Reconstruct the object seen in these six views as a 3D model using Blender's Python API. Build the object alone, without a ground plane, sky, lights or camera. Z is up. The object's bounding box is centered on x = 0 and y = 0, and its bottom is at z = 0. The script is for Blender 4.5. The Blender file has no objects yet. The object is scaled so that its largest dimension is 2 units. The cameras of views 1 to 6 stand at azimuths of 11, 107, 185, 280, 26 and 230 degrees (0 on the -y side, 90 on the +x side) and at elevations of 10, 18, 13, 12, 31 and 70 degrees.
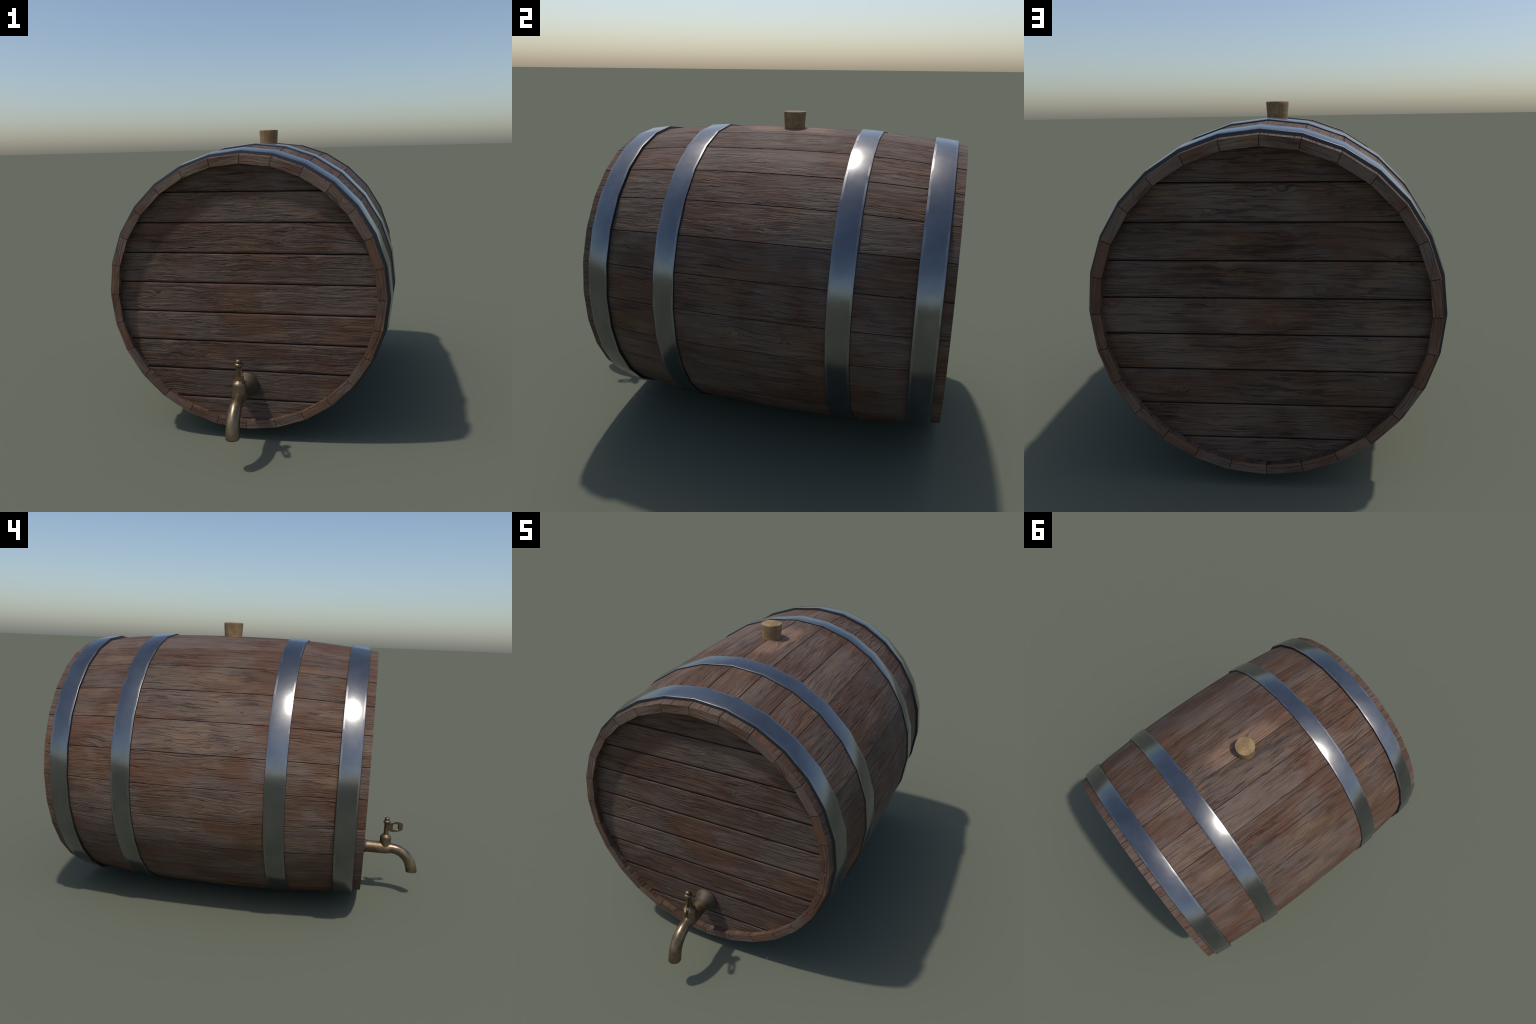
"""A wooden barrel lying on its side: staves, hoops, recessed heads, stopper and brass tap."""
import bpy, math, random
from math import sin, cos, pi, atan2, sqrt, radians
from mathutils import Vector

random.seed(7)

# ---------------------------------------------------------------- dimensions
AXIS_Z = 0.743            # height of the barrel axis
MID_Y = 0.164             # middle of the barrel along its axis
HALF = 0.836              # half length
SIDES = 28                # staves
WALL = 0.0418             # stave thickness
INSET = 0.0320            # recess of the heads behind the stave ends
# stave radius against distance from the middle (the bilge)
PROFILE = [(0.0, 0.7405), (0.17, 0.7390), (0.335, 0.7350), (0.45, 0.7285), (0.58, 0.7175),
           (0.69, 0.7045), (0.77, 0.6940), (0.836, 0.6855)]


def radius(y):
    t = abs(y - MID_Y)
    if t >= PROFILE[-1][0]:
        return PROFILE[-1][1]
    for i in range(len(PROFILE) - 1):
        (a, ra), (b, rb) = PROFILE[i], PROFILE[i + 1]
        if t <= b:
            # Hermite blend with finite-difference tangents
            def tan(k):
                k0, k1 = max(k - 1, 0), min(k + 1, len(PROFILE) - 1)
                if k == 0:
                    return 0.0
                return (PROFILE[k1][1] - PROFILE[k0][1]) / (PROFILE[k1][0] - PROFILE[k0][0])
            h = b - a
            s = (t - a) / h
            return ((2*s**3 - 3*s**2 + 1) * ra + (s**3 - 2*s**2 + s) * h * tan(i)
                    + (-2*s**3 + 3*s**2) * rb + (s**3 - s**2) * h * tan(i + 1))


def slope(y):
    return (radius(y + 1e-3) - radius(y - 1e-3)) / 2e-3


# ---------------------------------------------------------------- node helpers
class Nodes:
    def __init__(self, mat):
        self.t = mat.node_tree
        self.t.nodes.clear()

    def new(self, kind, **props):
        n = self.t.nodes.new(kind)
        for k, v in props.items():
            setattr(n, k, v)
        return n

    def put(self, sock, v):
        if isinstance(v, bpy.types.NodeSocket):
            self.t.links.new(v, sock)
        elif v is not None:
            sock.default_value = v

    def math(self, op, a, b=None, c=None, clamp=False):
        n = self.new('ShaderNodeMath', operation=op, use_clamp=clamp)
        for i, v in enumerate((a, b, c)):
            self.put(n.inputs[i], v)
        return n.outputs[0]

    def vec(self, x, y, z):
        n = self.new('ShaderNodeCombineXYZ')
        for i, v in enumerate((x, y, z)):
            self.put(n.inputs[i], v)
        return n.outputs[0]

    def vmath(self, op, a, b):
        n = self.new('ShaderNodeVectorMath', operation=op)
        self.put(n.inputs[0], a)
        self.put(n.inputs[1], b)
        return n.outputs[0]

    def noise(self, v, scale=1.0, detail=3.0, rough=0.5, dist=0.0):
        n = self.new('ShaderNodeTexNoise')
        self.put(n.inputs['Vector'], v)
        self.put(n.inputs['Scale'], scale)
        self.put(n.inputs['Detail'], detail)
        self.put(n.inputs['Roughness'], rough)
        self.put(n.inputs['Distortion'], dist)
        return n.outputs[0]

    def smooth(self, v, lo, hi, a=0.0, b=1.0):
        n = self.new('ShaderNodeMapRange', interpolation_type='SMOOTHSTEP')
        self.put(n.inputs[0], v)
        for i, x in enumerate((lo, hi, a, b)):
            self.put(n.inputs[i + 1], x)
        return n.outputs[0]

    def mix(self, f, a, b, mode='MIX'):
        n = self.new('ShaderNodeMix', data_type='RGBA', blend_type=mode)
        self.put(n.inputs[0], f)
        self.put(n.inputs[6], a if not isinstance(a, tuple) else (*a, 1))
        self.put(n.inputs[7], b if not isinstance(b, tuple) else (*b, 1))
        return n.outputs[2]

    def scale_col(self, col, f):
        n = self.new('ShaderNodeVectorMath', operation='SCALE')
        self.put(n.inputs[0], col)
        self.put(n.inputs[3], f)
        return n.outputs[0]


def material(name):
    m = bpy.data.materials.new(name)
    m.use_nodes = True
    return m, Nodes(m)


def finish(N, col, rough, height=None, strength=1.0, dist=0.004, metal=0.0, spec=0.5):
    b = N.new('ShaderNodeBsdfPrincipled')
    N.put(b.inputs['Base Color'], col if not isinstance(col, tuple) else (*col, 1))
    N.put(b.inputs['Roughness'], rough)
    N.put(b.inputs['Metallic'], metal)
    N.put(b.inputs['Specular IOR Level'], spec)
    if height is not None:
        bump = N.new('ShaderNodeBump')
        bump.inputs['Strength'].default_value = strength
        bump.inputs['Distance'].default_value = dist
        N.put(bump.inputs['Height'], height)
        N.put(b.inputs['Normal'], bump.outputs[0])
    out = N.new('ShaderNodeOutputMaterial')
    N.t.links.new(b.outputs[0], out.inputs[0])


# ---------------------------------------------------------------- wood
RED_BROWN = (0.108, 0.053, 0.031)
UMBER = (0.124, 0.083, 0.063)
OCHRE = (0.182, 0.115, 0.068)
DARK = (0.060, 0.038, 0.030)


def aged_wood(name, direction, tone=1.0, relief=1.0, bung_stain=False):
    """Dark weathered oak. direction: 'stave' (grain along the barrel), 'end' (stave ends), 'head' (along x)."""
    m, N = material(name)
    tc = N.new('ShaderNodeTexCoord')
    sep = N.new('ShaderNodeSeparateXYZ')
    N.put(sep.inputs[0], tc.outputs['Object'])
    x, y, z = sep.outputs
    zc = N.math('SUBTRACT', z, AXIS_Z)
    info = N.new('ShaderNodeObjectInfo')
    rnd = info.outputs['Random']
    seed = N.math('MULTIPLY', rnd, 47.0)
    if direction == 'head':
        along, across = x, z
    else:
        ang = N.math('MULTIPLY', N.math('ARCTAN2', x, zc), 0.71)
        if direction == 'stave':
            along, across = y, ang
        else:
            along = ang
            across = N.math('SQRT', N.math('ADD', N.math('MULTIPLY', x, x), N.math('MULTIPLY', zc, zc)))
    # --- slow wander of the grain
    w1 = N.noise(N.vec(N.math('MULTIPLY', along, 3.4), N.math('MULTIPLY', across, 8.0), seed), 1.0, 2.0)
    w2 = N.noise(N.vec(N.math('MULTIPLY', along, 26.0), N.math('MULTIPLY', across, 60.0), seed), 1.0, 2.0)
    # --- knots: sparse cells that push the grain aside
    vor = N.new('ShaderNodeTexVoronoi', feature='F1')
    N.put(vor.inputs['Vector'], N.vec(N.math('MULTIPLY', along, 4.6), N.math('MULTIPLY', across, 9.5), seed))
    vor.inputs['Scale'].default_value = 1.0
    kd = N.math('ADD', vor.outputs['Distance'], N.math('MULTIPLY', N.math('SUBTRACT', w2, 0.5), 0.06))
    pick = N.new('ShaderNodeSeparateColor')
    N.put(pick.inputs[0], vor.outputs['Color'])
    has = N.math('GREATER_THAN', pick.outputs[0], 0.5)
    knot = N.math('MULTIPLY', N.smooth(kd, 0.26, 0.02), has)
    a2 = N.math('ADD', across, N.math('MULTIPLY', N.math('SUBTRACT', w1, 0.5), 0.050))
    a2 = N.math('ADD', a2, N.math('MULTIPLY', N.math('SUBTRACT', w2, 0.5), 0.0055))
    a2 = N.math('ADD', a2, N.math('MULTIPLY', knot, 0.020))
    # --- fibres, ridges and short checks
    fib = N.noise(N.vec(N.math('MULTIPLY', along, 4.5), N.math('MULTIPLY', a2, 230.0), seed), 1.0, 4.0, 0.62)
    ridge = N.noise(N.vec(N.math('MULTIPLY', along, 6.5), N.math('MULTIPLY', a2, 58.0), N.math('ADD', seed, 9.0)), 1.0, 3.5, 0.6)
    rings = N.math('SINE', N.math('MULTIPLY', a2, 520.0))
    rings = N.math('MULTIPLY_ADD', rings, 0.5, 0.5)
    ring_mask = N.smooth(N.noise(N.vec(N.math('MULTIPLY', along, 4.0), N.math('MULTIPLY', across, 16.0), N.math('ADD', seed, 3.0)), 1.0, 2.0), 0.48, 0.68)
    furrow = N.noise(N.vec(N.math('MULTIPLY', along, 6.5), N.math('MULTIPLY', a2, 72.0), N.math('ADD', seed, 21.0)), 1.0, 3.0, 0.62)
    check = N.smooth(furrow, 0.56, 0.68)
    # weathering comes in patches: some stretches are smooth, some deeply furrowed
    wear = N.smooth(N.noise(N.vec(N.math('MULTIPLY', along, 3.0), N.math('MULTIPLY', across, 7.0), N.math('ADD', seed, 40.0)), 1.0, 2.0), 0.38, 0.62, 0.35, 1.0)
    core = N.math('MULTIPLY', N.smooth(kd, 0.06, 0.01), has)
    # --- colour: red-brown, umber and ochre stains that partly run across the joints
    p1 = N.noise(N.vec(N.math('MULTIPLY', along, 3.0), N.math('MULTIPLY', across, 4.2), N.math('MULTIPLY', rnd, 0.9)), 1.0, 3.0, 0.55)
    p2 = N.noise(N.vec(N.math('MULTIPLY', along, 3.2), N.math('MULTIPLY', across, 6.0), N.math('ADD', 14.0, N.math('MULTIPLY', rnd, 1.2))), 1.0, 3.0, 0.6)
    p3 = N.noise(N.vec(N.math('MULTIPLY', along, 3.4), N.math('MULTIPLY', across, 8.0), N.math('ADD', 31.0, seed)), 1.0, 4.0, 0.6)
    col = N.mix(N.smooth(p1, 0.40, 0.60), RED_BROWN, UMBER)
    col = N.mix(N.math('MULTIPLY', N.smooth(p2, 0.50, 0.72), 0.55), col, OCHRE)
    col = N.mix(N.math('MULTIPLY', N.smooth(p3, 0.50, 0.74), 0.42), col, DARK)
    if bung_stain:
        # bare, lighter wood worn round the bung, kept to its own stave
        d = N.math('ADD', N.math('POWER', N.math('MULTIPLY', N.math('SUBTRACT', y, MID_Y - 0.01), 4.2), 2.0),
                   N.math('POWER', N.math('MULTIPLY', N.math('SUBTRACT', x, 0.05), 11.0), 2.0))
        d = N.math('ADD', d, N.math('MULTIPLY', N.math('SUBTRACT', p3, 0.5), 2.2))
        col = N.mix(N.math('MULTIPLY', N.smooth(d, 1.2, 0.3), 0.80), col, (0.235, 0.138, 0.090))
    pores = N.noise(N.vec(N.math('MULTIPLY', along, 3.2), N.math('MULTIPLY', a2, 210.0), N.math('ADD', seed, 55.0)), 1.0, 3.0, 0.6)
    line = N.smooth(pores, 0.55, 0.64)
    g = N.math('MULTIPLY_ADD', N.math('SUBTRACT', fib, 0.5), 1.0, 1.08)
    g = N.math('MULTIPLY', g, N.math('MULTIPLY_ADD', N.math('SUBTRACT', ridge, 0.5), 0.45, 1.0))
    g = N.math('MULTIPLY', g, N.math('SUBTRACT', 1.0, N.math('MULTIPLY', N.math('MULTIPLY', check, wear), 0.34)))
    g = N.math('MULTIPLY', g, N.math('SUBTRACT', 1.0, N.math('MULTIPLY', line, 0.42)))
    g = N.math('MULTIPLY', g, N.math('SUBTRACT', 1.0, N.math('MULTIPLY', N.math('MULTIPLY', rings, ring_mask), 0.25)))
    g = N.math('MULTIPLY', g, N.math('SUBTRACT', 1.0, N.math('MULTIPLY', core, 0.55)))
    g = N.math('MULTIPLY', g, N.math('MULTIPLY_ADD', rnd, 0.26, 0.86 * tone))
    col = N.scale_col(col, g)
    # --- relief
    h = N.math('MULTIPLY', ridge, 0.95)
    h = N.math('ADD', h, N.math('MULTIPLY', fib, 0.30))
    h = N.math('SUBTRACT', h, N.math('MULTIPLY', check, 0.55))
    h = N.math('SUBTRACT', h, N.math('MULTIPLY', N.math('MULTIPLY', rings, ring_mask), 0.10))
    h = N.math('SUBTRACT', h, N.math('MULTIPLY', core, 0.3))
    h = N.math('SUBTRACT', h, N.math('MULTIPLY', line, 0.12))
    h = N.math('MULTIPLY', h, wear)
    rough = N.math('MULTIPLY_ADD', fib, 0.25, 0.58)
    finish(N, col, rough, h, 0.85 * relief, 0.012, spec=0.32)
    return m


def steel():
    m, N = material('hoop_steel')
    tc = N.new('ShaderNodeTexCoord')
    p = tc.outputs['Object']
    blot = N.noise(p, 6.0, 4.0, 0.6)
    fine = N.noise(p, 60.0, 3.0, 0.6)
    col = N.mix(N.smooth(blot, 0.35, 0.7), (0.205, 0.208, 0.212), (0.265, 0.266, 0.266))
    col = N.scale_col(col, N.math('MULTIPLY_ADD', fine, 0.05, 0.97))
    rough = N.math('ADD', N.math('MULTIPLY', blot, 0.06), N.math('MULTIPLY_ADD', fine, 0.01, 0.165))
    finish(N, col, rough, N.noise(p, 10.0, 1.0), 0.11, 0.006, metal=0.95)
    return m


def rubbed_steel():
    """The outer centimetre of the band: polish broken by paler, matt rubbed stretches."""
    m, N = material('hoop_rubbed_steel')
    tc = N.new('ShaderNodeTexCoord')
    p = tc.outputs['Object']
    f = N.smooth(N.noise(p, 5.0, 3.0, 0.6), 0.44, 0.58)
    col = N.mix(f, (0.235, 0.237, 0.240), (0.285, 0.28, 0.272))
    rough = N.math('MULTIPLY_ADD', f, 0.16, 0.19)
    finish(N, col, rough, N.noise(p, 10.0, 1.0), 0.11, 0.006, metal=0.95)
    return m


def worn_steel():
    """Rubbed, duller and paler strip along the hoop's edges."""
    m, N = material('hoop_edge_steel')
    tc = N.new('ShaderNodeTexCoord')
    fine = N.noise(tc.outputs['Object'], 40.0, 3.0, 0.6)
    col = N.scale_col((0.24, 0.24, 0.245), N.math('MULTIPLY_ADD', fine, 0.4, 0.8))
    finish(N, col, N.math('MULTIPLY_ADD', fine, 0.2, 0.28), fine, 0.3, 0.002, metal=1.0)
    return m


def black_steel():
    """Dark, matt side wall of the band."""
    m, N = material('hoop_side_steel')
    tc = N.new('ShaderNodeTexCoord')
    fine = N.noise(tc.outputs['Object'], 40.0, 3.0, 0.6)
    col = N.scale_col((0.065, 0.065, 0.068), N.math('MULTIPLY_ADD', fine, 0.6, 0.7))
    finish(N, col, N.math('MULTIPLY_ADD', fine, 0.2, 0.42), fine, 0.3, 0.002, metal=0.8)
    return m


def brass(name, dark, light, rough):
    m, N = material(name)
    tc = N.new('ShaderNodeTexCoord')
    p = tc.outputs['Object']
    big = N.noise(p, 14.0, 4.0, 0.6)
    fine = N.noise(p, 90.0, 3.0, 0.6)
    col = N.mix(N.smooth(big, 0.38, 0.66), dark, light)
    col = N.scale_col(col, N.math('MULTIPLY_ADD', fine, 0.3, 0.85))
    sep = N.new('ShaderNodeSeparateXYZ')
    N.put(sep.inputs[0], p)
    matt = N.smooth(sep.outputs[1], -0.85, -0.79, 0.0, 0.16)         # less handled towards the barrel
    finish(N, col, N.math('ADD', matt, N.math('MULTIPLY_ADD', big, 0.22, rough)), N.math('ADD', fine, N.math('MULTIPLY', big, 3.0)), 0.15, 0.002, metal=0.86)
    return m


def dark_groove():
    """Near-black, matt colour of the groove faces in the joints between staves and boards."""
    m, N = material('joint_near_black')
    tc = N.new('ShaderNodeTexCoord')
    n = N.noise(tc.outputs['Object'], 30.0, 3.0)
    finish(N, N.mix(n, (0.014, 0.010, 0.009), (0.036, 0.025, 0.020)), 0.9, spec=0.1)
    return m


def cork():
    m, N = material('stopper_wood')
    tc = N.new('ShaderNodeTexCoord')
    sep = N.new('ShaderNodeSeparateXYZ')
    N.put(sep.inputs[0], tc.outputs['Object'])
    x, y, z = sep.outputs
    streak = N.noise(N.vec(N.math('MULTIPLY', x, 110.0), N.math('MULTIPLY', y, 60.0), N.math('MULTIPLY', z, 14.0)), 1.0, 3.0, 0.6)
    blot = N.noise(tc.outputs['Object'], 28.0, 3.0, 0.6)
    col = N.mix(N.smooth(blot, 0.35, 0.68), (0.225, 0.145, 0.068), (0.315, 0.208, 0.100))
    col = N.scale_col(col, N.math('MULTIPLY_ADD', N.math('SUBTRACT', streak, 0.5), 0.7, 1.0))
    finish(N, col, 0.75, streak, 0.3, 0.004, spec=0.3)
    return m


STAVE_WOOD = aged_wood('stave_wood', 'stave')
BUNG_WOOD = aged_wood('bung_stave_wood', 'stave', bung_stain=True)
END_WOOD = aged_wood('stave_end_wood', 'end', tone=1.30)
HEAD_WOOD = aged_wood('head_wood', 'head', tone=0.93, relief=1.25)
STEEL, EDGE_STEEL, SIDE_STEEL, RUBBED_STEEL, CORK = steel(), worn_steel(), black_steel(), rubbed_steel(), cork()
DARK_GROOVE = dark_groove()
BRASS = brass('aged_brass', (0.170, 0.120, 0.070), (0.270, 0.197, 0.128), 0.22)
DULL_BRASS = brass('dull_brass', (0.105, 0.080, 0.060), (0.150, 0.115, 0.085), 0.42)


# ---------------------------------------------------------------- object helpers
def mesh_object(name, verts, faces, mats, parent, slots=None, normals=None, smooth=True):
    me = bpy.data.meshes.new(name)
    me.from_pydata(verts, [], faces)
    for mt in mats:
        me.materials.append(mt)
    if slots:
        me.polygons.foreach_set('material_index', slots)
    me.polygons.foreach_set('use_smooth', [smooth] * len(me.polygons))
    me.update()
    if normals:
        me.normals_split_custom_set(normals)
    ob = bpy.data.objects.new(name, me)
    bpy.context.scene.collection.objects.link(ob)
    ob.parent = parent
    return ob


def face_normal(verts, f):
    # Newell's method
    n = Vector()
    for i in range(len(f)):
        a, b = Vector(verts[f[i]]), Vector(verts[f[(i + 1) % len(f)]])
        n += Vector(((a.y - b.y) * (a.z + b.z), (a.z - b.z) * (a.x + b.x), (a.x - b.x) * (a.y + b.y)))
    return n.normalized()


def loft(sections, closed_section=True, caps=True, closed_path=False):
    """Quads between successive sections of equal point count."""
    verts = [p for s in sections for p in s]
    n, k = len(sections[0]), len(sections)
    faces = []
    for j in range(k if closed_path else k - 1):
        a, b = j * n, ((j + 1) % k) * n
        for i in range(n if closed_section else n - 1):
            i2 = (i + 1) % n
            faces.append((a + i, a + i2, b + i2, b + i))
    if caps and not closed_path:
        faces.append(tuple(reversed(range(n))))
        faces.append(tuple((k - 1) * n + i for i in range(n)))
    return verts, faces


def shade_by_angle(ob, deg):
    ob.data.set_sharp_from_angle(angle=radians(deg))


barrel = bpy.data.objects.new('wooden_barrel', None)
bpy.context.scene.collection.objects.link(barrel)
barrel['label'] = 'dark wooden barrel on its side with steel hoops and brass tap'
barrel['category'] = 'barrel'


# ---------------------------------------------------------------- staves
def build_stave(index):
    t0, t1 = 2 * pi * index / SIDES, 2 * pi * (index + 1) / SIDES
    tm = (t0 + t1) / 2
    tang = Vector((cos(tm), 0, -sin(tm)))      # along the chord
    out = Vector((sin(tm), 0, cos(tm)))        # away from the axis
    stations = 36
    gap, chamfer, depth = 0.0014, 0.0015, 0.0018
    secs, info = [], []
    levels = [MID_Y - HALF + 2 * HALF * j / stations for j in range(stations + 1)]
    levels = sorted(levels + [MID_Y + e * (HALF - d) for e in (-1, 1) for d in (0.0200, 0.0215)])
    for y in levels:
        slit = 0.0012 if HALF - abs(y - MID_Y) < 0.021 else 0.0001      # joints stand open at the stave ends
        R = radius(y)
        half, apo = R * sin(pi / SIDES), R * cos(pi / SIDES)
        Ri = R - WALL
        halfi, apoi = Ri * sin(pi / SIDES) - slit, Ri * cos(pi / SIDES)
        tight = half - depth * 2.5 * math.tan(pi / SIDES) - slit      # staves butt just under the V-groove
        pts = [(-halfi, apoi), (-tight, apo - 2.5 * depth), (-half + gap, apo - depth)]
        for k in range(5):
            f = k / 4
            pts.append((-(half - gap - chamfer) + f * 2 * (half - gap - chamfer), apo))
        pts += [(half - gap, apo - depth), (tight, apo - 2.5 * depth), (halfi, apoi)]
        secs.append([tuple(tang * a + out * b + Vector((0, y, AXIS_Z))) for a, b in pts])
    verts, faces = loft(secs)
    n = len(secs[0])
    # orient outward, decide slots and normals per face
    normals, slots = [], []
    flip = face_normal(verts, faces[4]).dot(out) < 0
    if flip:
        faces = [tuple(reversed(f)) for f in faces]
    for fi, f in enumerate(faces):
        fn = face_normal(verts, f)
        cap = fi >= len(faces) - 2
        col = fi % n
        slots.append(1 if cap else (2 if col in (0, 1, 8, 9) else 0))
        for vi in f:
            v = Vector(verts[vi])
            if not cap and 3 <= col <= 6:
                th = atan2(v.x, v.z - AXIS_Z)
                nn = Vector((sin(th), -slope(v.y), cos(th))).normalized()
            else:
                nn = fn
            normals.append(tuple(nn))
    wood = BUNG_WOOD if index == 0 else STAVE_WOOD
    return mesh_object('stave', verts, faces, [wood, END_WOOD, DARK_GROOVE], barrel, slots, normals)


for i in range(SIDES):
    build_stave(i)


# ---------------------------------------------------------------- hoops
def build_hoop(near, far, r_near, r_far, side):
    """Steel band; near/far are distances from the barrel's middle, side = +1 back, -1 front."""
    edge = 0.005
    def at(t):
        f = (t - near) / (far - near)
        return r_near + (r_far - r_near) * f
    sl = (r_far - r_near) / (far - near)
    seat = lambda t: radius(MID_Y + t) - 0.004
    # cross-section: (distance, radius, normal as (axial, radial))
    flat = Vector((-sl, 1)).normalized()
    sec = [(near - 0.0025, seat(near), None),
           (near, at(near) - 0.0012, None),
           (near + 0.0015, at(near + 0.0015), None),
           (near + 0.010, at(near + 0.010), None),
           ((near + far) / 2, at((near + far) / 2) + 0.0006, None),
           (far - 0.009, at(far - 0.009), None),
           (far - 0.0015, at(far - 0.0015), None),
           (far, at(far) - 0.0012, None),
           (far + 0.0025, seat(far), None)]
    sub = 1
    verts, faces, slots, normals = [], [], [], []
    K = len(sec)
    tot = SIDES * sub
    for i in range(tot):
        th = 2 * pi * i / tot
        for (t, r, _) in sec:
            verts.append((r * sin(th), MID_Y + side * t, AXIS_Z + r * cos(th)))
    side_n = {0: Vector((-1, 0.12)).normalized(), 7: Vector((1, 0.12)).normalized()}
    bev_a, bev_b = Vector((-0.55, 0.83)), Vector((0.55, 0.83))
    # the band is slightly crowned: its normals lean outward towards both edges
    crown = lambda a: Vector((flat.x + a, flat.y)).normalized()
    vert_n = {1: bev_a, 2: crown(-0.14), 3: crown(-0.085), 4: flat, 5: crown(0.085), 6: crown(0.14), 7: bev_b}
    for i in range(tot):
        j = (i + 1) % tot
        for k in range(K):
            k2 = (k + 1) % K
            f = [i * K + k, j * K + k, j * K + k2, i * K + k2]
            if side < 0:
                f.reverse()
            fn = face_normal(verts, f)
            mid = sum((Vector(verts[v]) for v in f), Vector()) / 4
            outward = Vector((mid.x, 0, mid.z - AXIS_Z))
            faces.append(tuple(f))
            slots.append({0: 2, 7: 2, 1: 1, 6: 1, 2: 3, 5: 3}.get(k, 0))
            for v in f:
                p = verts[v]
                th = atan2(p[0], p[2] - AXIS_Z)
                kk = v % K
                if k == K - 1:
                    ax, ra = 0.0, -1.0
                elif k in side_n:
                    ax, ra = side_n[k]
                else:
                    ax, ra = vert_n[kk]
                normals.append((ra * sin(th), ax * side, ra * cos(th)))
    # faces wind outward for side>0 by construction; verify on one outer face
    f0 = faces[3]
    m0 = sum((Vector(verts[v]) for v in f0), Vector()) / 4
    if face_normal(verts, f0).dot(Vector((m0.x, 0, m0.z - AXIS_Z))) < 0:
        nn = []
        for q, f in enumerate(faces):
            nn += list(reversed(normals[q * 4:q * 4 + 4]))
        faces = [tuple(reversed(f)) for f in faces]
        normals = nn
    return mesh_object('hoop', verts, faces, [STEEL, EDGE_STEEL, SIDE_STEEL, RUBBED_STEEL], barrel, slots, normals)


for side in (-1, 1):
    build_hoop(0.343, 0.4450, 0.7430, 0.7360, side)
    build_hoop(0.691, 0.793, 0.7195, 0.7055, side)


# ---------------------------------------------------------------- heads (boards between chords)
JOINTS = [0.203 + 0.15 * k for k in range(8)]


def polygon_half_width(z, R):
    """Half width at height z of the 28-gon with circumradius R."""
    pts = [(R * sin(2 * pi * k / SIDES), AXIS_Z + R * cos(2 * pi * k / SIDES)) for k in range(SIDES // 2 + 1)]
    for (xa, za), (xb, zb) in zip(pts, pts[1:]):
        if zb <= z <= za:
            f = (za - z) / (za - zb)
            return xa + (xb - xa) * f
    return 0.0


def build_board(z0, z1, face_y, into):
    """One head board; face_y is its visible plane, into = +1/-1 direction into the barrel."""
    R = radius(face_y) - WALL + 0.006
    gap, chamfer, thick = 0.0018, 0.009, 0.03
    lo, hi = z0 + 0.0001, z1 - 0.0001            # tongue under the groove
    glo, ghi = z0 + gap, z1 - gap
    drop = {lo: 0.008, hi: 0.008, glo: 0.0050, ghi: 0.0050, glo + 0.0012: 0.0030, ghi - 0.0012: 0.0030,
            glo + 0.0035: 0.0013, ghi - 0.0035: 0.0013}
    zs = set(drop) | {glo + chamfer, ghi - chamfer}
    for k in range(SIDES // 2 + 1):
        zk = AXIS_Z + R * cos(2 * pi * k / SIDES)
        if glo + chamfer < zk < ghi - chamfer:
            zs.add(zk)
    zs = sorted(zs)
    secs = []
    for z in zs:
        w = max(polygon_half_width(z, R), 0.002)
        d = drop.get(z, 0.0)
        yf, yb = face_y + into * d, face_y + into * thick
        secs.append([(-w, yf, z), (w, yf, z), (w, yb, z), (-w, yb, z)])
    verts, faces = loft(secs)
    ob = mesh_object('head_board', verts, faces, [HEAD_WOOD, DARK_GROOVE], barrel, smooth=False)
    import bmesh
    bm = bmesh.new()
    bm.from_mesh(ob.data)
    bmesh.ops.recalc_face_normals(bm, faces=bm.faces)
    for f in bm.faces:
        if f.calc_center_median().z < glo + 0.0007 or f.calc_center_median().z > ghi - 0.0007:
            f.material_index = 1
    bm.to_mesh(ob.data)
    bm.free()
    return ob


for face_y, into in ((MID_Y - HALF + INSET, 1), (MID_Y + HALF - INSET, -1)):
    R = radius(face_y) - WALL
    levels = [AXIS_Z - R - 0.004] + JOINTS + [AXIS_Z + R + 0.004]
    for z0, z1 in zip(levels, levels[1:]):
        build_board(z0, z1, face_y, into)


# ---------------------------------------------------------------- lathe and sweep
def lathe(name, profile, origin, axis, mat, parent, segs=40, angle=40):
    """Turn (height, radius) pairs round an axis ('z' or '-y')."""
    secs = []
    for h, r in profile:
        ring = []
        for i in range(segs):
            a = 2 * pi * i / segs
            if axis == 'z':
                ring.append((origin[0] + r * cos(a), origin[1] + r * sin(a), origin[2] + h))
            else:
                ring.append((origin[0] + r * cos(a), origin[1] - h, origin[2] + r * sin(a)))
        secs.append(ring)
    verts, faces = loft(secs)
    ob = mesh_object(name, verts, faces, [mat], parent)
    shade_by_angle(ob, angle)
    return ob


# ---------------------------------------------------------------- stopper
Z_BUNG = AXIS_Z + 0.7165
lathe('stopper', [(0.0, 0.0490), (0.090, 0.0550), (0.0965, 0.0556), (0.0990, 0.0545), (0.1000, 0.0520), (0.1, 0.001)],
      (0, MID_Y, Z_BUNG), 'z', CORK, barrel, 32, 35)


# ---------------------------------------------------------------- tap
HEAD_FACE = MID_Y - HALF + INSET
TAP_Y, PIPE_Z = -0.802, 0.286


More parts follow.
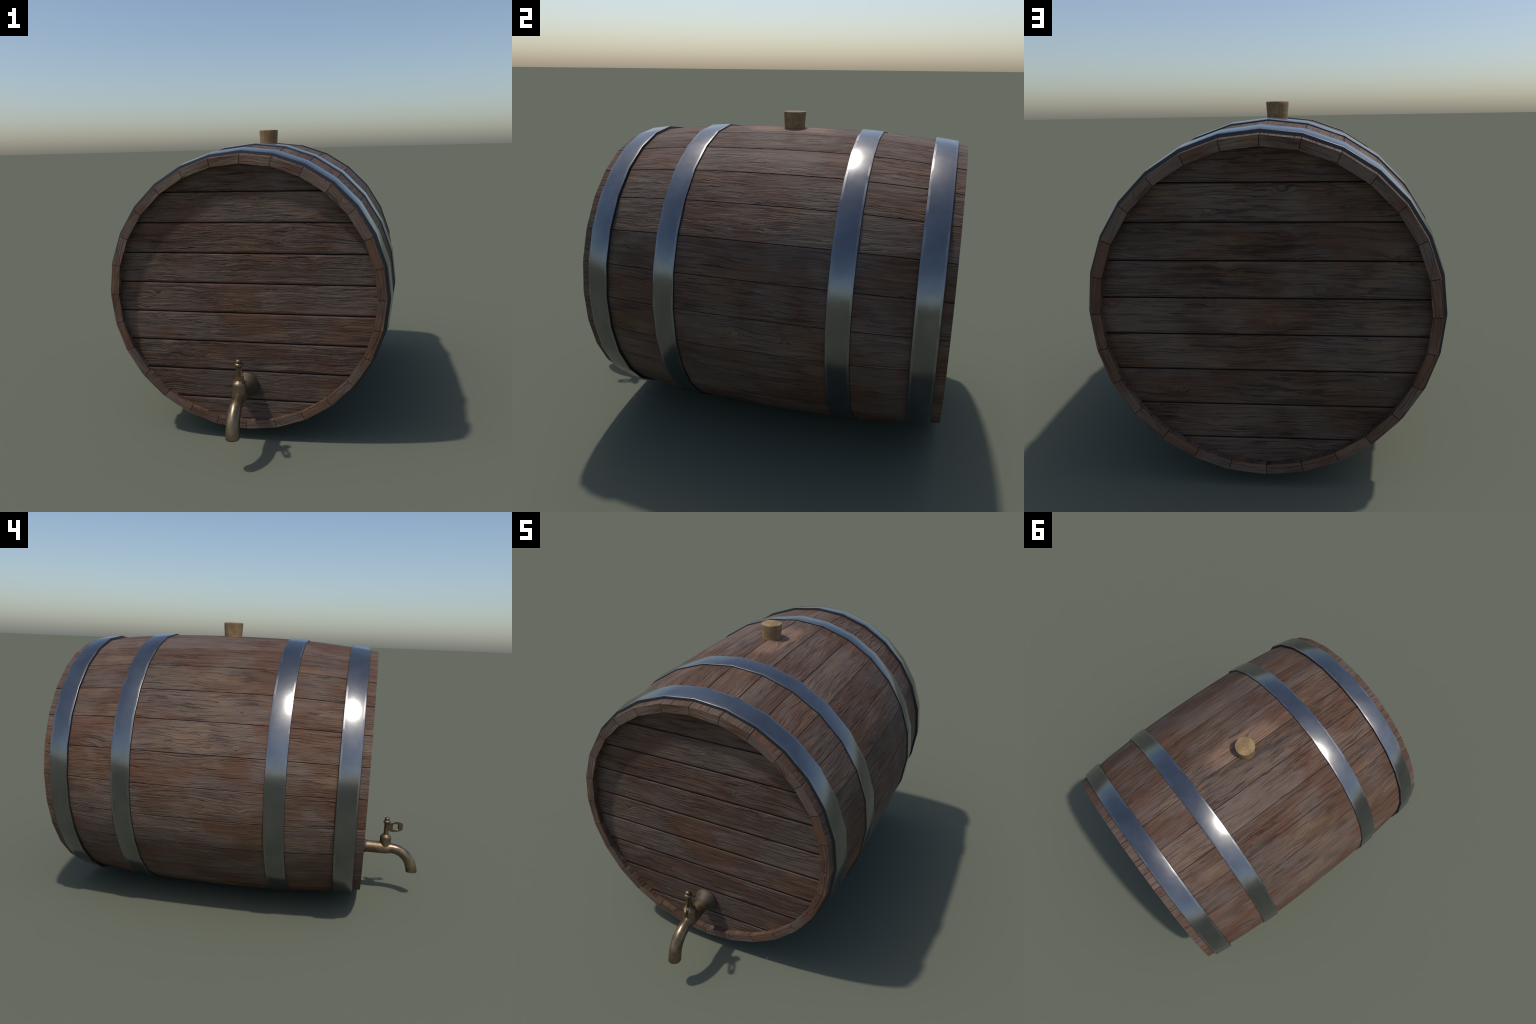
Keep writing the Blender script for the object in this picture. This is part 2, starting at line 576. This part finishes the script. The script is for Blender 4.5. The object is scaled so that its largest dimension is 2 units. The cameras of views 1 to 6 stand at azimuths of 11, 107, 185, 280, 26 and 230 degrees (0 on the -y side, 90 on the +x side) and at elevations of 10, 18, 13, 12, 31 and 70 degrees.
def spout_path():
    ctrl = [Vector((0, -0.630, PIPE_Z)), Vector((0, -0.70, PIPE_Z)), Vector((0, -0.76, PIPE_Z)), Vector((0, -0.802, PIPE_Z - 0.0005)),
            Vector((0, -0.846, 0.2855)), Vector((0, -0.884, 0.2765)), Vector((0, -0.919, 0.2540)),
            Vector((0, -0.946, 0.2210)), Vector((0, -0.959, 0.1880)), Vector((0, -0.9672, 0.1530))]
    rad = [0.0360, 0.0360, 0.0360, 0.0356, 0.0305, 0.0305, 0.0310, 0.0316, 0.0322, 0.0328]
    pts = []
    for i in range(len(ctrl) - 1):
        p0, p1, p2, p3 = ctrl[max(i - 1, 0)], ctrl[i], ctrl[i + 1], ctrl[min(i + 2, len(ctrl) - 1)]
        for k in range(6):
            s = k / 6
            q = 0.5 * ((2 * p1) + (p2 - p0) * s + (2*p0 - 5*p1 + 4*p2 - p3) * s*s + (3*p1 - p0 - 3*p2 + p3) * s**3)
            e = s * s * (3 - 2 * s)
            pts.append((q, rad[i] + (rad[i + 1] - rad[i]) * e))
    pts.append((ctrl[-1], rad[-1]))
    return pts


def build_spout(parent):
    path = spout_path()
    segs = 36
    rings = []

    def ring(p, t, r):
        side = Vector((1, 0, 0))
        up = side.cross(t).normalized()
        return [tuple(p + side * (r * cos(2*pi*i/segs)) + up * (r * sin(2*pi*i/segs))) for i in range(segs)]
    tans = []
    for j in range(len(path)):
        a, b = path[max(j - 1, 0)][0], path[min(j + 1, len(path) - 1)][0]
        tans.append((b - a).normalized())
    tans[-1] = Vector((0, -0.03, -1)).normalized()
    for (p, r), t in zip(path, tans):
        rings.append(ring(p, t, r))
    # rounded lip, then the bore going back up
    p, r = path[-1]
    t = tans[-1]
    rings[-1] = ring(p - t * 0.003, t, r)
    rings.append(ring(p - t * 0.0008, t, r - 0.0008))
    rings.append(ring(p, t, r - 0.003))
    rings.append(ring(p, t, r - 0.007))
    for j in range(len(path) - 3, len(path) - 20, -3):
        rings.append(ring(path[j][0], tans[j], path[j][1] - 0.008))
    verts, faces = loft(rings)
    ob = mesh_object('tap', verts, faces, [BRASS], parent)
    import bmesh
    bm = bmesh.new()
    bm.from_mesh(ob.data)
    bmesh.ops.recalc_face_normals(bm, faces=bm.faces)
    bm.to_mesh(ob.data)
    bm.free()
    shade_by_angle(ob, 45)
    return ob


tap = build_spout(barrel)
lathe('flange', [(-0.004, 0.060), (0.004, 0.0625), (0.009, 0.0620), (0.012, 0.0590), (0.014, 0.0565), (0.022, 0.0540),
                 (0.032, 0.0480), (0.040, 0.0420), (0.047, 0.0385), (0.052, 0.0372)],
      (0, HEAD_FACE, PIPE_Z), '-y', DULL_BRASS, tap)
lathe('valve_housing', [(-0.010, 0.033), (0.062, 0.0332), (0.068, 0.0328), (0.0735, 0.0308), (0.0775, 0.0275), (0.0795, 0.0235),
                        (0.0805, 0.0205), (0.0835, 0.0195), (0.0845, 0.0170), (0.085, 0.010)],
      (0, TAP_Y, PIPE_Z), 'z', BRASS, tap, 40, 60)
lathe('valve_stem', [(0.0, 0.0155), (0.010, 0.0145), (0.066, 0.0135), (0.069, 0.0145), (0.071, 0.0180), (0.0745, 0.0203),
                     (0.079, 0.0205), (0.084, 0.0190), (0.0875, 0.0150), (0.089, 0.0120), (0.0905, 0.0128), (0.094, 0.0148),
                     (0.0985, 0.0146), (0.103, 0.0120), (0.1058, 0.0070), (0.1066, 0.001)],
      (0, TAP_Y, 0.368), 'z', BRASS, tap, 32, 60)


def build_handle(parent):
    """Flat key with a window, standing out from the stem."""
    outer = [(0.006, 0.0225), (0.016, 0.0230), (0.030, 0.0280), (0.046, 0.0310), (0.060, 0.0315), (0.076, 0.0295), (0.095, 0.0230),
             (0.1030, 0.0175), (0.1035, 0.0)]
    inner = [(0.0385, 0.0125), (0.0385, 0.0125), (0.0395, 0.0140), (0.046, 0.0175), (0.056, 0.0185), (0.066, 0.0175), (0.0725, 0.0155),
             (0.0735, 0.0140), (0.0735, 0.0)]
    outer = outer + [(u, -v) for u, v in reversed(outer[:-1])]
    inner = inner + [(u, -v) for u, v in reversed(inner[:-1])]
    d = Vector((0.036, -0.084, 0)).normalized()
    nrm = d.cross(Vector((0, 0, 1)))
    base = Vector((0, TAP_Y, 0.4130))
    th, bev = 0.0052, 0.0010

    def pt(uv, off, grow=0.0):
        return tuple(base + d * uv[0] + Vector((0, 0, uv[1])) + nrm * off)

    def shrink(path, amt):
        cu, cv = 0.056, 0.0
        res = []
        for u, v in path:
            L = sqrt((u - cu) ** 2 + (v - cv) ** 2)
            res.append((u + (cu - u) / L * amt, v + (cv - v) / L * amt))
        return res
    o_in, i_out = shrink(outer, bev), shrink(inner, -bev)
    loops = [[pt(q, th) for q in i_out], [pt(q, th) for q in o_in], [pt(q, th - bev) for q in outer], [pt(q, bev - th) for q in outer],
             [pt(q, -th) for q in o_in], [pt(q, -th) for q in i_out], [pt(q, bev - th) for q in inner], [pt(q, th - bev) for q in inner]]
    verts, faces = loft(loops, closed_path=True)
    ob = mesh_object('handle', verts, faces, [BRASS], parent)
    import bmesh
    bm = bmesh.new()
    bm.from_mesh(ob.data)
    bmesh.ops.remove_doubles(bm, verts=bm.verts, dist=1e-5)
    bmesh.ops.recalc_face_normals(bm, faces=bm.faces)
    bm.to_mesh(ob.data)
    bm.free()
    shade_by_angle(ob, 32)
    return ob


build_handle(tap)
